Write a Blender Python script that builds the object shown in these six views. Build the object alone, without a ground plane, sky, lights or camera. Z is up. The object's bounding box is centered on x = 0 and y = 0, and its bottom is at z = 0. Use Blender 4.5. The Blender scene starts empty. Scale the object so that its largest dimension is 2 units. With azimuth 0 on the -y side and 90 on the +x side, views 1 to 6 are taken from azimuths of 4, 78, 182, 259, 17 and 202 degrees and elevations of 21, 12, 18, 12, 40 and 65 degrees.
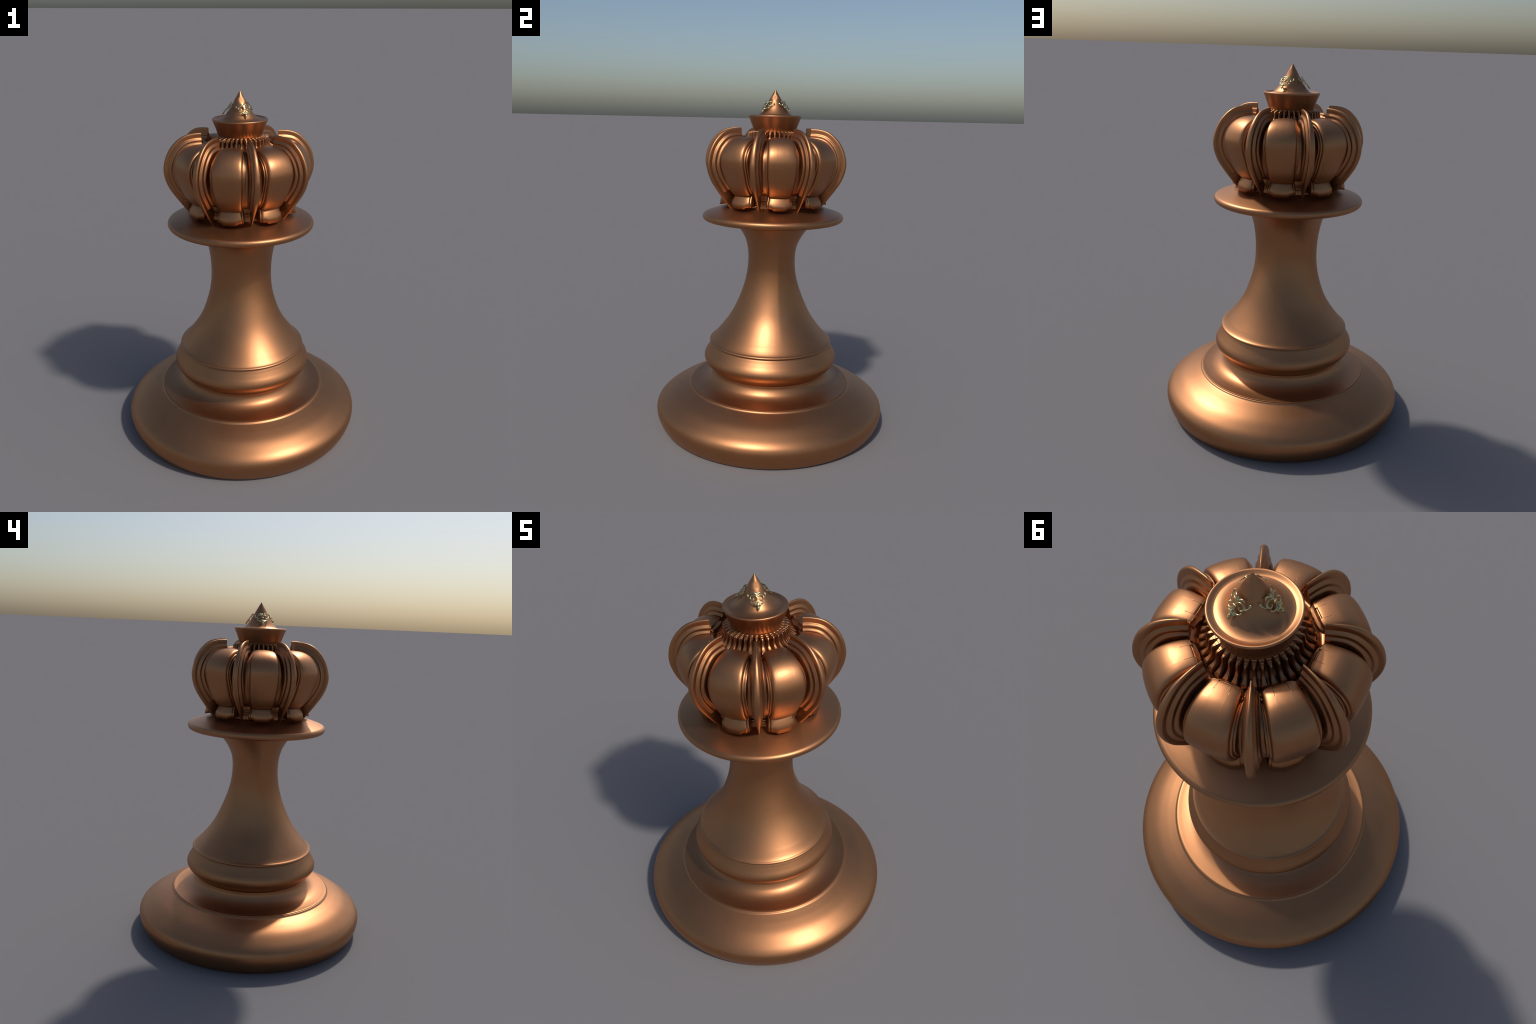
"""A copper chess queen: turned foot and waisted stem, a domed collar, and a
melon-shaped crown of eight bulging panels between eight moulded fins, with a
pleated ruffle, a cup and a fluted spire carrying three pale gold scroll ornaments."""
import bpy, bmesh, math
from mathutils import Vector, Matrix

PI2 = 2 * math.pi
FIN_AZIMUTH = 16.8          # fins stand at this azimuth + 45 k, panels half way between
TOOTH_COUNT = 36


# ------------------------------------------------------------------ materials
def metal(name, colour, rough, colour_var=0.03):
    m = bpy.data.materials.new(name)
    m.use_nodes = True
    nt = m.node_tree
    b = nt.nodes["Principled BSDF"]
    b.inputs["Metallic"].default_value = 1.0
    tc = nt.nodes.new("ShaderNodeTexCoord")
    no = nt.nodes.new("ShaderNodeTexNoise")
    no.inputs["Scale"].default_value = 9.0
    no.inputs["Detail"].default_value = 4.0
    nt.links.new(tc.outputs["Object"], no.inputs["Vector"])
    cr = nt.nodes.new("ShaderNodeValToRGB")
    lo = [c * (1 - colour_var) for c in colour]
    hi = [min(1, c * (1 + colour_var)) for c in colour]
    cr.color_ramp.elements[0].position = 0.3
    cr.color_ramp.elements[1].position = 0.7
    cr.color_ramp.elements[0].color = (*lo, 1)
    cr.color_ramp.elements[1].color = (*hi, 1)
    nt.links.new(no.outputs["Fac"], cr.inputs["Fac"])
    nt.links.new(cr.outputs["Color"], b.inputs["Base Color"])
    mr = nt.nodes.new("ShaderNodeMapRange")
    mr.inputs["To Min"].default_value = rough - 0.01
    mr.inputs["To Max"].default_value = rough + 0.01
    nt.links.new(no.outputs["Fac"], mr.inputs["Value"])
    nt.links.new(mr.outputs["Result"], b.inputs["Roughness"])
    return m


COPPER = metal("brushed_copper", (0.44, 0.206, 0.095), 0.425)
GOLD = metal("pale_gold", (0.58, 0.49, 0.25), 0.26)


# ------------------------------------------------------------------ helpers
def catmull(pts, n=8):
    """Centripetal-like smooth curve through the control points (n steps per span)."""
    P = [Vector(p) for p in pts]
    ext = [P[0] * 2 - P[1]] + P + [P[-1] * 2 - P[-2]]
    out = []
    for i in range(1, len(ext) - 2):
        p0, p1, p2, p3 = ext[i - 1:i + 3]
        t0 = 0.0
        t1 = t0 + max((p1 - p0).length, 1e-6) ** 0.5
        t2 = t1 + max((p2 - p1).length, 1e-6) ** 0.5
        t3 = t2 + max((p3 - p2).length, 1e-6) ** 0.5
        for k in range(n):
            t = t1 + (t2 - t1) * k / n
            a1 = p0 * ((t1 - t) / (t1 - t0)) + p1 * ((t - t0) / (t1 - t0))
            a2 = p1 * ((t2 - t) / (t2 - t1)) + p2 * ((t - t1) / (t2 - t1))
            a3 = p2 * ((t3 - t) / (t3 - t2)) + p3 * ((t - t2) / (t3 - t2))
            b1 = a1 * ((t2 - t) / (t2 - t0)) + a2 * ((t - t0) / (t2 - t0))
            b2 = a2 * ((t3 - t) / (t3 - t1)) + a3 * ((t - t1) / (t3 - t1))
            out.append(b1 * ((t2 - t) / (t2 - t1)) + b2 * ((t - t1) / (t2 - t1)))
    out.append(P[-1])
    return out


def interp(table, x):
    """Smooth monotone-friendly lookup (cubic Hermite with limited slopes)."""
    t = sorted(table)
    if x <= t[0][0]:
        return t[0][1]
    if x >= t[-1][0]:
        return t[-1][1]
    n = len(t)
    d = [(t[i + 1][1] - t[i][1]) / (t[i + 1][0] - t[i][0]) for i in range(n - 1)]
    m = [d[0]] + [0 if d[i - 1] * d[i] <= 0 else 2 * d[i - 1] * d[i] / (d[i - 1] + d[i])
                  for i in range(1, n - 1)] + [d[-1]]
    for i in range(n - 1):
        if x <= t[i + 1][0]:
            h = t[i + 1][0] - t[i][0]
            s = (x - t[i][0]) / h
            return ((1 + 2 * s) * (1 - s) ** 2 * t[i][1] + s * (1 - s) ** 2 * h * m[i]
                    + s * s * (3 - 2 * s) * t[i + 1][1] + s * s * (s - 1) * h * m[i + 1])


def smooth01(a, b, x):
    s = min(1, max(0, (x - a) / (b - a)))
    return s * s * (3 - 2 * s)


def mesh_from(name, verts, faces, mat, angle=35, recalc=True):
    me = bpy.data.meshes.new(name)
    me.from_pydata([tuple(v) for v in verts], [], faces)
    bm = bmesh.new()
    bm.from_mesh(me)
    bmesh.ops.remove_doubles(bm, verts=bm.verts, dist=1e-6)
    if recalc:
        bmesh.ops.recalc_face_normals(bm, faces=bm.faces)
    bm.to_mesh(me)
    bm.free()
    me.polygons.foreach_set("use_smooth", [True] * len(me.polygons))
    me.set_sharp_from_angle(angle=math.radians(angle))
    me.materials.append(mat)
    return me


def add(name, me, parent, matrix=None):
    ob = bpy.data.objects.new(name, me)
    bpy.context.scene.collection.objects.link(ob)
    ob.parent = parent
    if matrix is not None:
        ob.matrix_local = matrix
    return ob


def at_azimuth(az):
    """Local +x (radial) turned to the given azimuth (0 on -y, 90 on +x)."""
    return Matrix.Rotation(math.radians(az - 90), 4, 'Z')


def grid_faces(nu, nv, base=0, close_u=False, close_v=False):
    f = []
    for i in range(nu - (0 if close_u else 1)):
        for j in range(nv - (0 if close_v else 1)):
            a = base + i * nv + j
            b = base + i * nv + (j + 1) % nv
            c = base + ((i + 1) % nu) * nv + (j + 1) % nv
            d = base + ((i + 1) % nu) * nv + j
            f.append((a, b, c, d))
    return f


def lathe(name, prof, mat=COPPER, segs=192, angle=35, radius_mod=None):
    verts, faces = [], []
    for r, z in prof:
        for k in range(segs):
            a = PI2 * k / segs
            rr = r + (radius_mod(a, z) if radius_mod else 0)
            verts.append((max(rr, 0) * math.cos(a), max(rr, 0) * math.sin(a), z))
    faces = grid_faces(len(prof), segs, close_v=True)
    if prof[0][0] > 1e-5:
        faces.append(tuple(range(segs)))
    if prof[-1][0] > 1e-5:
        o = (len(prof) - 1) * segs
        faces.append(tuple(o + k for k in range(segs)))
    return mesh_from(name, verts, faces, mat, angle)


def sweep(path, section):
    """Sweep a closed (d, w) section along an (r, z) path; d = depth behind the path,
    w = sideways.  section(i, t) gives the list of (d, w, shift) for path station t."""
    n = len(path)
    L = [0]
    for i in range(1, n):
        L.append(L[-1] + (path[i] - path[i - 1]).length)
    verts = []
    m = None
    for i, p in enumerate(path):
        a = path[max(i - 1, 0)]
        b = path[min(i + 1, n - 1)]
        tan = (b - a).normalized()
        nor = Vector((tan.y, -tan.x))       # (r, z) -> points to the inside
        sec = section(L[i] / L[-1])
        m = len(sec)
        for d, w, sh in sec:
            q = p + nor * d + tan * sh
            verts.append((q.x, w, q.y))
    faces = grid_faces(n, m, close_v=True)
    faces.append(tuple(range(m)))
    faces.append(tuple((n - 1) * m + k for k in range(m)))
    return verts, faces


def mirrored(half):
    """half: (d, w) from the deep end to the middle; closes the other side."""
    left = [(d, w, 0.0) for d, w in half]
    right = [(d, -w, 0.0) for d, w in reversed(half) if w > 1e-7]
    return left + right


# ------------------------------------------------------------------ root
queen = bpy.data.objects.new("chess_queen", None)
bpy.context.scene.collection.objects.link(queen)
queen["label"] = "copper chess queen with a ribbed melon-shaped crown and gold scroll ornaments"
queen["category"] = "chess piece"

# ------------------------------------------------------------------ base
base_prof = [(0.0, 0.0), (0.640, 0.0)] + catmull(
    [(0.650, 0.001), (0.660, 0.010), (0.670, 0.025), (0.681, 0.050), (0.6885, 0.075), (0.6915, 0.097),
     (0.6895, 0.114), (0.683, 0.131), (0.667, 0.1505), (0.636, 0.1750), (0.594, 0.2020),
     (0.547, 0.2232), (0.515, 0.2356), (0.492, 0.2444)], 6) + \
    [(0.4880, 0.2482), (0.4862, 0.2508), (0.4840, 0.2524), (0.4805, 0.2530), (0.470, 0.2480), (0.0, 0.2480)]
add("base", lathe("base", base_prof, segs=224), queen)

cove_prof = [(0.0, 0.249), (0.470, 0.249), (0.4806, 0.2522), (0.4814, 0.2552), (0.4808, 0.2573), (0.4790, 0.2580)] + catmull(
    [(0.476, 0.2580), (0.450, 0.2583), (0.415, 0.2615), (0.384, 0.2705), (0.360, 0.2855),
     (0.346, 0.3035), (0.3385, 0.3200), (0.3370, 0.3340)], 6) + [(0.335, 0.345), (0.0, 0.345)]
add("cove_moulding", lathe("cove_moulding", cove_prof), queen)

torus_prof = [(0.0, 0.336), (0.330, 0.336)] + catmull(
    [(0.339, 0.3375), (0.350, 0.3475), (0.367, 0.3640), (0.381, 0.3770), (0.391, 0.3890),
     (0.3985, 0.4030), (0.4010, 0.4180), (0.3985, 0.4320), (0.3920, 0.4465), (0.3810, 0.4640),
     (0.3738, 0.4760), (0.3675, 0.4868), (0.3615, 0.4980), (0.3560, 0.5070)], 6) + [(0.348, 0.5105), (0.0, 0.5105)]
add("bulged_ring", lathe("bulged_ring", torus_prof), queen)

# ------------------------------------------------------------------ stem (lens-shaped waist)
HALF_X = [(1.256, .243), (1.235, .2310), (1.2, .2150), (1.166, .2020), (1.13, .1920), (1.09, .1840), (1.045, .1780),
          (.985, .1746), (.95, .1747), (.918, .1762), (.885, .1795), (.848, .1860), (.79, .2010),
          (.73, .2215), (.705, .2300), (.667, .2505), (.63, .2735), (.595, .2985), (.57, .3170), (.549, .3340), (.5455, .3373)]
HALF_YP = [(1.256, .256), (1.235, .2330), (1.2, .2000), (1.15, .1655), (1.113, .1470), (1.075, .1372), (1.03, .1345), (.97, .1368),
           (.905, .1468), (.838, .1665), (.765, .1955), (.7035, .2225), (.65, .2525), (.596, .2930), (.549, .3330), (.5455, .3370)]
HALF_YN = [(1.256, .248), (1.235, .2250), (1.2, .1925), (1.154, .1632), (1.113, .1500), (1.077, .1430), (1.03, .1397), (.97, .1420),
           (.905, .1520), (.8365, .1700), (.768, .1955), (.71, .2205), (.65, .2550), (.5945, .2955), (.549, .3337), (.5455, .3372)]


def lens_radius(a, b, th):
    """Radius of a lens of half length a and half width b at angle th from its long axis."""
    if b > 0.995 * a:
        s, c = math.sin(th), math.cos(th)
        return a * b / math.sqrt((b * c) ** 2 + (a * s) ** 2)
    R = (a * a + b * b) / (2 * b)
    yc = b - R
    s = abs(math.sin(th))
    return yc * s + math.sqrt(max(yc * yc * s * s + R * R - yc * yc, 0))


segs = 192
sv = []
zs = [1.256 - (1.256 - 0.5455) * i / 140 for i in range(141)]
rows = []


def faired(table):
    """Half widths down the stem, with the kinks between the stations smoothed out."""
    v = [interp(table, z) for z in zs]
    for _ in range(70):
        v = [v[0]] + [(v[i - 1] + 2 * v[i] + v[i + 1]) / 4 for i in range(1, len(v) - 1)] + [v[-1]]
    return v


for z, a, bp, bn in zip(zs, faired(HALF_X), faired(HALF_YP), faired(HALF_YN)):
    rows.append([(lens_radius(a, bp if math.sin(PI2 * k / segs) >= 0 else bn, PI2 * k / segs), z) for k in range(segs)])
shoulder = catmull([(0.3372, 0.5455), (0.3480, 0.5335), (0.3570, 0.5252), (0.3605, 0.5230)], 4)[1:] + \
    catmull([(0.3635, 0.5214), (0.3662, 0.5192), (0.3680, 0.5160), (0.3680, 0.5130), (0.3662, 0.5104), (0.3620, 0.5090), (0.3540, 0.5084)], 3) + \
    [Vector((0.345, 0.5080)), Vector((0.0, 0.5080))]
for p in shoulder:
    rows.append([(p.x, p.y)] * segs)
rows.insert(0, [(0.0, 1.256)] * segs)
for row in rows:
    for k, (r, z) in enumerate(row):
        a = PI2 * k / segs
        sv.append((r * math.cos(a), r * math.sin(a), z))
add("stem", mesh_from("stem", sv, grid_faces(len(rows), segs, close_v=True), COPPER, 50), queen)

# ------------------------------------------------------------------ collar (domed plate)
collar_prof = [(0.0, 1.250), (0.20, 1.250), (0.36, 1.2500)] + catmull(
    [(0.385, 1.2505), (0.400, 1.2535), (0.4090, 1.2605), (0.4132, 1.2710), (0.4115, 1.2825),
     (0.4040, 1.2908), (0.390, 1.2968), (0.360, 1.3070), (0.320, 1.3197), (0.280, 1.3325), (0.240, 1.3447)], 6) + \
    [(0.18, 1.352), (0.0, 1.352)]
add("collar", lathe("collar", collar_prof), queen)

# ------------------------------------------------------------------ crown core
core_prof = [(0.0, 1.338), (0.232, 1.338), (0.2385, 1.3420), (0.240, 1.3450), (0.2395, 1.3500), (0.2375, 1.3600), (0.2380, 1.3650),
             (0.2430, 1.3660), (0.2440, 1.3690), (0.2425, 1.3715), (0.2385, 1.3725), (0.2385, 1.3765),
             (0.2440, 1.3775), (0.2475, 1.3800), (0.2480, 1.3840), (0.2455, 1.3870), (0.2340, 1.3880),
             (0.2340, 1.3930), (0.2430, 1.3940), (0.2440, 1.3975), (0.2420, 1.4000), (0.2420, 1.4025),
             (0.2460, 1.4035), (0.2465, 1.4085), (0.2480, 1.4200)] + catmull(
    [(0.250, 1.418), (0.283, 1.434), (0.312, 1.470), (0.330, 1.520), (0.336, 1.575), (0.328, 1.630), (0.302, 1.668),
     (0.262, 1.694), (0.225, 1.703), (0.208, 1.702)], 4) + catmull(
    [(0.204, 1.700), (0.190, 1.682), (0.168, 1.676), (0.146, 1.686), (0.129, 1.702), (0.122, 1.730), (0.116, 1.755)], 3) + \
    [(0.105, 1.762), (0.0, 1.762)]
core = add("crown_core", lathe("crown_core", core_prof, angle=30), queen)

# ------------------------------------------------------------------ crown fins
FIN_PATH = [Vector(p) for p in catmull(
    [(0.2130, 1.7835), (0.2448, 1.7830), (0.2705, 1.7800), (0.2955, 1.7745), (0.3190, 1.7650), (0.3415, 1.7505),
     (0.3605, 1.7330), (0.3780, 1.7135), (0.3915, 1.6935), (0.4030, 1.6715), (0.4120, 1.6480), (0.4185, 1.6215),
     (0.4222, 1.5900), (0.4165, 1.5440), (0.3965, 1.4910), (0.3700, 1.4490),
     (0.3355, 1.4010), (0.3015, 1.3560), (0.2755, 1.3260)], 6)]
FIN_PATH = [Vector((p.x + 0.0015 * smooth01(1.36, 1.45, p.y), p.y)) for p in FIN_PATH]
CREST = [(0, .0040), (.10, .0065), (.22, .0105), (.35, .0140), (.55, .0155), (.68, .0145), (.80, .0105), (.90, .0060), (1, .0038)]


def blade_section(t):
    c = interp(CREST, t)
    back = -smooth01(0.86, 1.0, t) * 0.62          # lower end cut back towards the inside
    half = [(.060, c * .85), (.040, c * .90), (.026, c * .88), (.018, c * .90), (.010, c * .98), (.0055, c * .94),
            (.0025, c * .74), (.0008, c * .42), (0, 0)]
    return [(d, w, back * d) for d, w, _ in mirrored(half)]


MOULDING = [(p.x, p.y) for p in catmull(
    [(.0240, -.0020), (.0270, .0006), (.0310, .0030), (.0355, .0065), (.0400, .0080), (.0450, .0074), (.0500, .0080),
     (.0550, .0115), (.0600, .0148), (.0650, .0156), (.0700, .0156), (.0800, .0160)], 3)]


def moulding_section(t):
    c = interp(CREST, t * 0.785)
    half = [(d, c + w) for d, w in reversed(MOULDING)] + [(.0235, 0)]
    return mirrored(half)


bv, bf = sweep(FIN_PATH, blade_section)
blade_me = mesh_from("fin_blade", bv, bf, COPPER, 42)
cut = [p for i, p in enumerate(FIN_PATH) if p.y > 1.4065]
mv, mf = sweep(cut, moulding_section)
moulding_me = mesh_from("fin_moulding", mv, mf, COPPER, 55)
for k in range(8):
    ob = add("crown_fin", blade_me, queen, at_azimuth(FIN_AZIMUTH + 45 * k))
    add("fin_moulding", moulding_me, ob)

# ------------------------------------------------------------------ crown panels
PANEL_PATH = [Vector(p) for p in catmull(
    [(0.2060, 1.7330), (0.2180, 1.7355), (0.2500, 1.7360), (0.2830, 1.7320), (0.3165, 1.7190), (0.3480, 1.6950),
     (0.3730, 1.6590), (0.3850, 1.6180), (0.3830, 1.5820), (0.3730, 1.5460), (0.3570, 1.5065), (0.3370, 1.4665),
     (0.3155, 1.4350), (0.2975, 1.4150)], 7)]
PANEL_PATH = [Vector((0.1915, 1.6980)), Vector((0.1918, 1.7135)), Vector((0.1935, 1.7155)), Vector((0.2005, 1.7175)), Vector((0.2025, 1.7190)),
              Vector((0.2030, 1.7280)), Vector((0.2040, 1.7315))] + PANEL_PATH     # stepped inner end
PANEL_WIDTH = [(0, .76), (.10, .80), (.22, .90), (.40, 1.04), (.55, 1.09), (.70, 1.07), (.85, .97), (1, .88)]
# half cross-section of a panel: (sideways, depth); smooth face, then two thin ridges stepping back
PANEL_HALF = [(.0000, .0000), (.0140, .0003), (.0270, .0010), (.0285, .0011), (.0292, .0011), (.0299, .0012), (.0314, .0013), (.0430, .0026),
              (.0560, .0047), (.0640, .0070), (.0690, .0100), (.0722, .0145), (.0735, .0190),
              (.0735, .0225), (.0750, .0238), (.0775, .0240), (.0790, .0252), (.0795, .0275), (.0790, .0300),
              (.0778, .0312), (.0778, .0335), (.0795, .0342), (.0825, .0345), (.0842, .0356), (.0848, .0380),
              (.0842, .0405), (.0825, .0420), (.0820, .0450), (.0820, .0700)]


def panel_section(t):
    k = interp(PANEL_WIDTH, t)
    # crack: a thin groove that runs from the ledge corner into the face
    groove = smooth01(0.085, 0.092, t) * (1 - smooth01(0.125, 0.165, t))
    ledge = smooth01(0.055, 0.070, t) * (1 - smooth01(0.090, 0.097, t))
    out = []
    for w, d in reversed(PANEL_HALF):
        extra = 0
        if abs(w - .0292) < 1e-6:
            extra = .0030 * groove
        if w < .0290:
            extra = .0038 * ledge
        out.append((d + extra, w * k, 0.0))
    return out + [(d, -w, s) for d, w, s in reversed(out) if w > 1e-7]


pv, pf = sweep(PANEL_PATH, panel_section)
panel_me = mesh_from("crown_panel", pv, pf, COPPER, 40)

FOOT_PATH = [Vector(p) for p in
             ((0.2820, 1.4260), (0.2905, 1.4145), (0.2975, 1.4010), (0.3040, 1.3860), (0.3092, 1.3720), (0.3134, 1.3448), (0.2850, 1.3495))]
FOOT_HALF = [(.0000, .0000), (.0090, .0002), (.0180, .0009), (.0260, .0019), (.0310, .0027), (.0350, .0036), (.0390, .0046), (.0430, .0058), (.0480, .0076), (.0520, .0096),
             (.0548, .0122), (.0562, .0155), (.0566, .0195), (.0590, .0200), (.0618, .0212), (.0628, .0245), (.0628, .0480)]


def foot_mesh():
    n = len(FOOT_PATH)
    row = [(w, d) for w, d in reversed(FOOT_HALF)] + [(-w, d) for w, d in FOOT_HALF[1:]]
    verts = []
    for i, p in enumerate(FOOT_PATH):
        t = i / (n - 1)
        for w, d in row:
            k = 1.0 + 0.13 * smooth01(0.15, 0.75, t)
            lift = 0.009 * smooth01(.026, .046, abs(w)) * smooth01(0.40, 0.8, t)
            verts.append((p.x - d - lift * 0.35, w * k, p.y + lift))
    m = len(row)
    f = grid_faces(n, m)
    f.append(tuple(range(m)))
    f.append(tuple((n - 1) * m + k for k in range(m)))
    f.append(tuple(i * m for i in range(n)) + tuple(i * m + m - 1 for i in reversed(range(n))))
    return mesh_from("panel_foot", verts, f, COPPER, 125)


foot_me = foot_mesh()
for k in range(8):
    ob = add("crown_panel", panel_me, queen, at_azimuth(FIN_AZIMUTH - 22.5 + 45 * k))
    add("panel_foot", foot_me, ob)

# ------------------------------------------------------------------ pleated ruffle
# outer edge of one pleat: (radius, height, half width)
PLEAT = [(.1150, 1.7790, .0100), (.1250, 1.7785, .0106), (.1320, 1.7775, .0092), (.1335, 1.7752, .0086), (.1415, 1.7738, .0066),
         (.1428, 1.7720, .0062), (.1500, 1.7705, .0048), (.1545, 1.7680, .0042), (.1565, 1.7630, .0038), (.1572, 1.7540, .0040), (.1580, 1.7450, .0044),
         (.1600, 1.7370, .0050), (.1645, 1.7290, .0060), (.1710, 1.7235, .0073), (.1790, 1.7180, .0086), (.1860, 1.7140, .0096),
         (.1875, 1.7115, .0096), (.1870, 1.6960, .0096)]
PLEAT = [(r - 0.001, z - 0.0115, h * (0.86 if h < .0095 else 1)) for r, z, h in PLEAT]
ppath = [Vector((r, z)) for r, z, h in PLEAT]


def pleat_mesh():
    verts, n = [], len(PLEAT)
    for i, (r, z, h) in enumerate(PLEAT):
        a, b = ppath[max(i - 1, 0)], ppath[min(i + 1, n - 1)]
        tan = (b - a).normalized()
        nor = Vector((tan.y, -tan.x))
        steps = [(0, -h + .0008), (.0010, -h), (.0070, -h + .0001), (.0076, -h - .0006), (.0140, -h - .0007),
                 (.0146, -h - .0012), (.0340, -h - .0012)]
        sec = [(d, w) for d, w in reversed(steps)] + [(d, -w) for d, w in steps]
        for d, w in sec:
            q = ppath[i] + nor * d
            if i < 3:
                q = ppath[i] + Vector((0, -d * 0.8))
            verts.append((q.x, w, q.y))
    m = 14
    f = grid_faces(n, m, close_v=True) + [tuple(range(m)), tuple((n - 1) * m + k for k in range(m))]
    return mesh_from("pleat", verts, f, COPPER, 40)


ruffle = bpy.data.objects.new("ruffle", None)
bpy.context.scene.collection.objects.link(ruffle)
ruffle.parent = queen
pleat_me = pleat_mesh()
for k in range(TOOTH_COUNT):
    add("pleat", pleat_me, ruffle, at_azimuth(FIN_AZIMUTH + 0.9 + 360 / TOOTH_COUNT * k))

# ------------------------------------------------------------------ cup
cup_prof = [(0.0, 1.763), (0.116, 1.763), (0.1192, 1.7650), (0.1215, 1.7700), (0.1330, 1.8030), (0.1430, 1.8270)] + catmull(
    [(0.1472, 1.8375), (0.1499, 1.8440), (0.1509, 1.8482), (0.1500, 1.8518), (0.1473, 1.8542), (0.1435, 1.8542), (0.1385, 1.8522), (0.1300, 1.8488), (0.1200, 1.8470)], 4) + \
    [(0.1050, 1.846), (0.0, 1.846)]
add("cup", lathe("cup", cup_prof), queen)

# ------------------------------------------------------------------ spire with fluted neck
spire_low = catmull([(0.1240, 1.8478), (0.1150, 1.8493), (0.1040, 1.8530), (0.0925, 1.8594), (0.0800, 1.8714),
                     (0.0665, 1.8880), (0.0530, 1.9088), (0.0435, 1.9255), (0.0350, 1.9410)], 5)
spire_high = catmull([(0.0348, 1.9414), (0.0290, 1.9515), (0.0232, 1.9615), (0.0178, 1.9710), (0.0121, 1.9805), (0.0050, 1.9922), (0.0010, 1.9992)], 5)


def flute(a, z):
    fade = smooth01(1.9405, 1.9425, z) * (1 - smooth01(1.960, 1.974, z))
    return -0.00022 * fade * (1.0 + math.cos(52 * a))


spire_prof = [(0.0, 1.840), (0.1200, 1.840)] + spire_low + spire_high + [(0.0, 2.0)]
add("spire", lathe("spire", spire_prof, segs=520, radius_mod=flute), queen)

# ------------------------------------------------------------------ scroll ornaments
# drawn in a flat plane, unit = 1 mm, tie at the origin, y up the slope
MM = 0.001


def tube(path, radii, flat=0.62, sides=8, per=5):
    """Round-ended wire along a flat path; radii given per control point."""
    pts = catmull([(x, y) for x, y in path], per)
    n = len(pts)
    rt = [(i / (len(radii) - 1), r) for i, r in enumerate(radii)]
    verts = []
    for i, p in enumerate(pts):
        t = (pts[min(i + 1, n - 1)] - pts[max(i - 1, 0)]).normalized()
        s = Vector((-t.y, t.x))
        r = interp(rt, i / (n - 1)) * 1.42
        for k in range(sides):
            a = PI2 * k / sides
            q = p + s * (math.cos(a) * r)
            verts.append((q.x, q.y, math.sin(a) * r * flat))
    f = grid_faces(n, sides, close_v=True) + [tuple(range(sides)), tuple((n - 1) * sides + k for k in range(sides))]
    return verts, f


def puff(rows, height, sides=12):
    """A pillow shape: rows of (y, half width)."""
    verts = []
    for y, w in rows:
        for k in range(sides):
            a = PI2 * k / sides
            verts.append((w * math.cos(a), y, math.sin(a) * min(height, w * 0.7 + 0.2)))
    f = grid_faces(len(rows), sides, close_v=True) + [tuple(range(sides)), tuple((len(rows) - 1) * sides + k for k in range(sides))]
    return verts, f


def mirror_x(g):
    v, f = g
    return [(-x, y, z) for x, y, z in v], f


def join(parts):
    V, F = [], []
    for v, f in parts:
        o = len(V)
        V += v
        F += [tuple(o + i for i in q) for q in f]
    return V, F


def ornament_mesh(name, parts):
    V, F = join(parts)
    return mesh_from(name, [(x * MM, y * MM, z * MM) for x, y, z in V], F, GOLD, 60)


def both(g):
    return [g, mirror_x(g)]


upper_scroll = tube([(-1.2, 1), (-1.5, 7), (-7, 14), (-14.5, 16), (-22, 14), (-28, 9), (-29.8, 3), (-28, -3),
                     (-23.5, -5.4), (-18.5, -4), (-15.5, 0), (-17, 3)], [1.1, 1.3, 1.5, 1.5, 1.6, 1.7, 1.7, 1.7, 1.6, 1.4, 1.2, 1.0])
tail = tube([(-29.5, 5), (-32, 1.5), (-36, 2.5), (-40, 6.5), (-42, 12), (-40.5, 16.5), (-38, 16)], [1.0, 1.5, 1.7, 2.0, 2.7, 2.6, 1.0])
lower_scroll = tube([(-1, -4), (-3, -9), (-7, -15), (-13, -19.2), (-20, -20), (-26, -17), (-28, -12), (-26, -11)],
                    [1.0, 1.3, 1.6, 1.8, 1.9, 1.9, 1.7, 0.9])
side_leaf = tube([(-1.2, 5), (-2.2, 14), (-5.5, 22), (-12, 26), (-18, 25.5), (-23, 22)], [0.9, 1.4, 2.0, 2.7, 2.5, 0.6])
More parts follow.
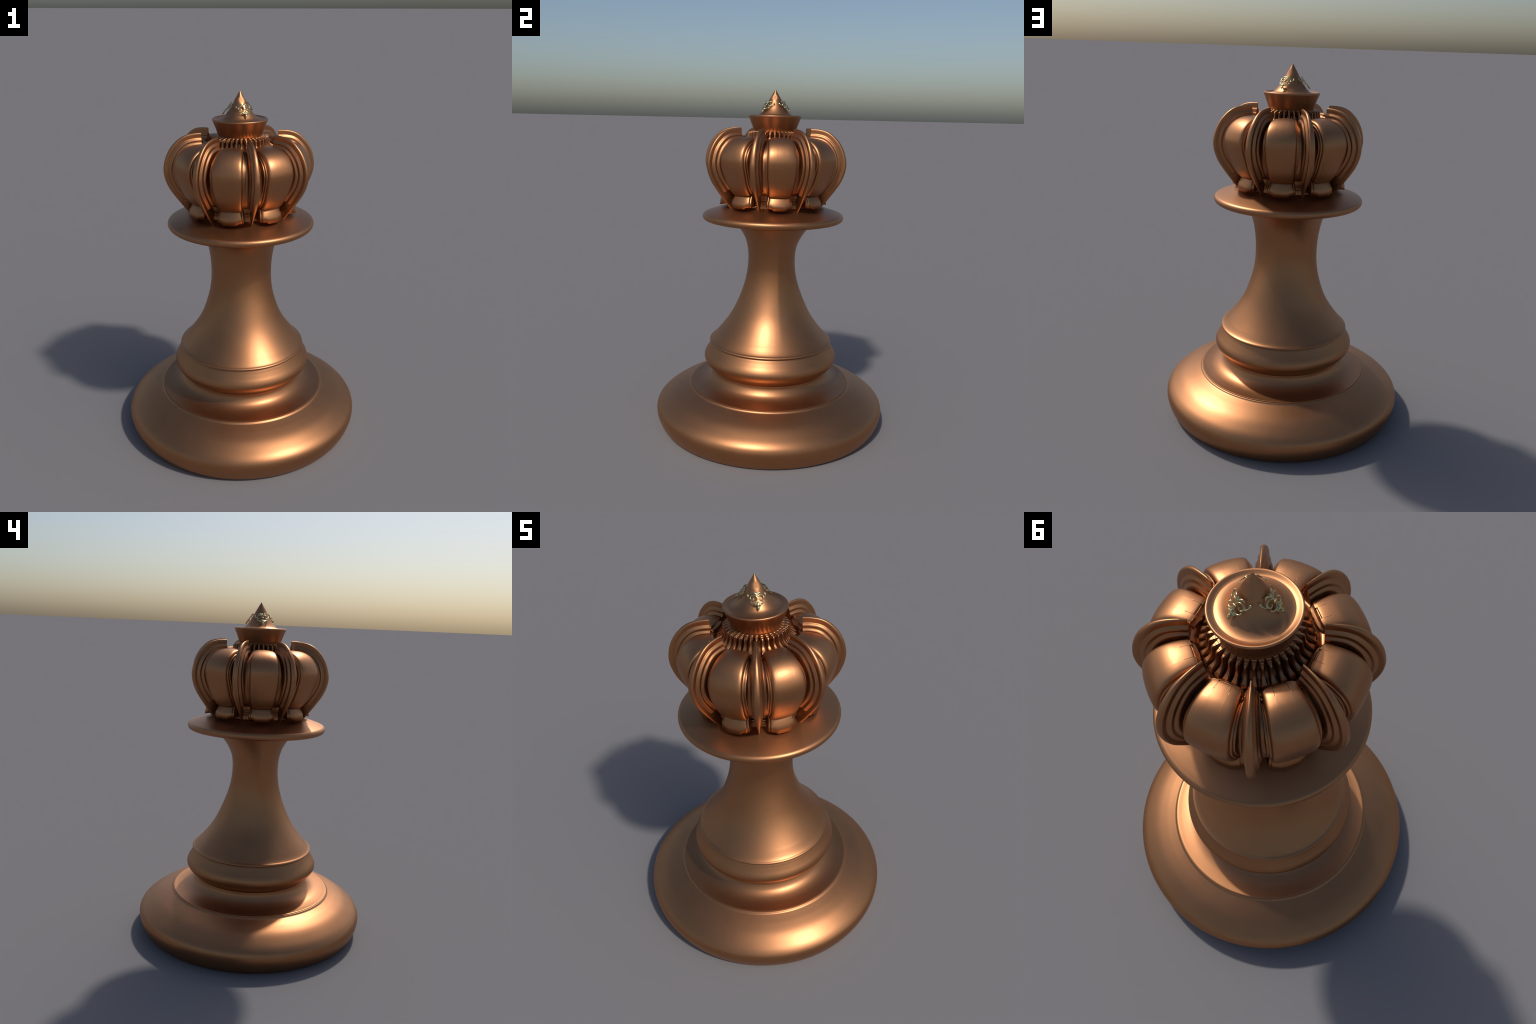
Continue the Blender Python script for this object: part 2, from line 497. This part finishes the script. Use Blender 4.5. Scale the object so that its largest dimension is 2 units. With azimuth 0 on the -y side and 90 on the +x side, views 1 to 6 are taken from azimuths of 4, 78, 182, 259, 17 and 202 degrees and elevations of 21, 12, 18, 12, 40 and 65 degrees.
mid_leaf = tube([(0, 5), (0, 13), (0, 20), (0, 26), (0, 31)], [1.0, 1.6, 2.6, 2.2, 0.4])
tie = tube([(-8, 0), (-6, 0), (0, 0.4), (6, 0), (8, 0)], [0.8, 1.9, 2.1, 1.9, 0.8], flat=1.35)
pendant = [puff([(-11.5, 0.3), (-14, 2.0), (-18, 5.0), (-22, 8.5), (-25, 9.5), (-28, 8.0), (-31, 4.5), (-33, 2.8)], 4.2)] + \
    both(tube([(0, -21), (-6, -23.5), (-11, -25.5), (-15, -26.5), (-16.5, -27.5)], [2.3, 3.0, 3.0, 2.2, 0.5])) + \
    [puff([(-31, 2.4), (-33, 4.4), (-36, 6.4), (-39, 6.6), (-43, 4.8), (-47, 2.5), (-51.5, 0.3)], 4.6)]

scroll_me = ornament_mesh("scrollwork", both(upper_scroll) + both(tail) + both(lower_scroll))
leaf_me = ornament_mesh("leaf_plume", both(side_leaf) + [mid_leaf])
tie_me = ornament_mesh("tie_band", [tie])
pendant_me = ornament_mesh("pendant", pendant)

TOP, LOW = Vector((0.0498, 1.9362)), Vector((0.0985, 1.8690))   # centre line of an ornament (radius, height)
UP = (TOP - LOW).normalized()
OUT = Vector((UP.y, -UP.x))


def wrap(me):
    """Bend the flat drawing (x sideways, y up the slope, z proud) round the spire."""
    for v in me.vertices:
        x, y, z = v.co
        p = TOP + UP * (y - 0.031)
        phi = x * 1.10 / p.x
        q = p + OUT * (z - 0.0045 * min(1.0, (phi / 0.75) ** 2))
        v.co = (q.x * math.cos(phi), q.x * math.sin(phi), q.y)


for me in (scroll_me, leaf_me, tie_me, pendant_me):
    wrap(me)
    me.update()
for k in range(3):
    holder = bpy.data.objects.new("scroll_ornament", None)
    bpy.context.scene.collection.objects.link(holder)
    holder.parent = queen
    holder.matrix_local = at_azimuth(26.5 + 120 * k)
    for nm, me in (("scrollwork", scroll_me), ("leaf_plume", leaf_me), ("tie_band", tie_me), ("pendant", pendant_me)):
        add(nm, me, holder)
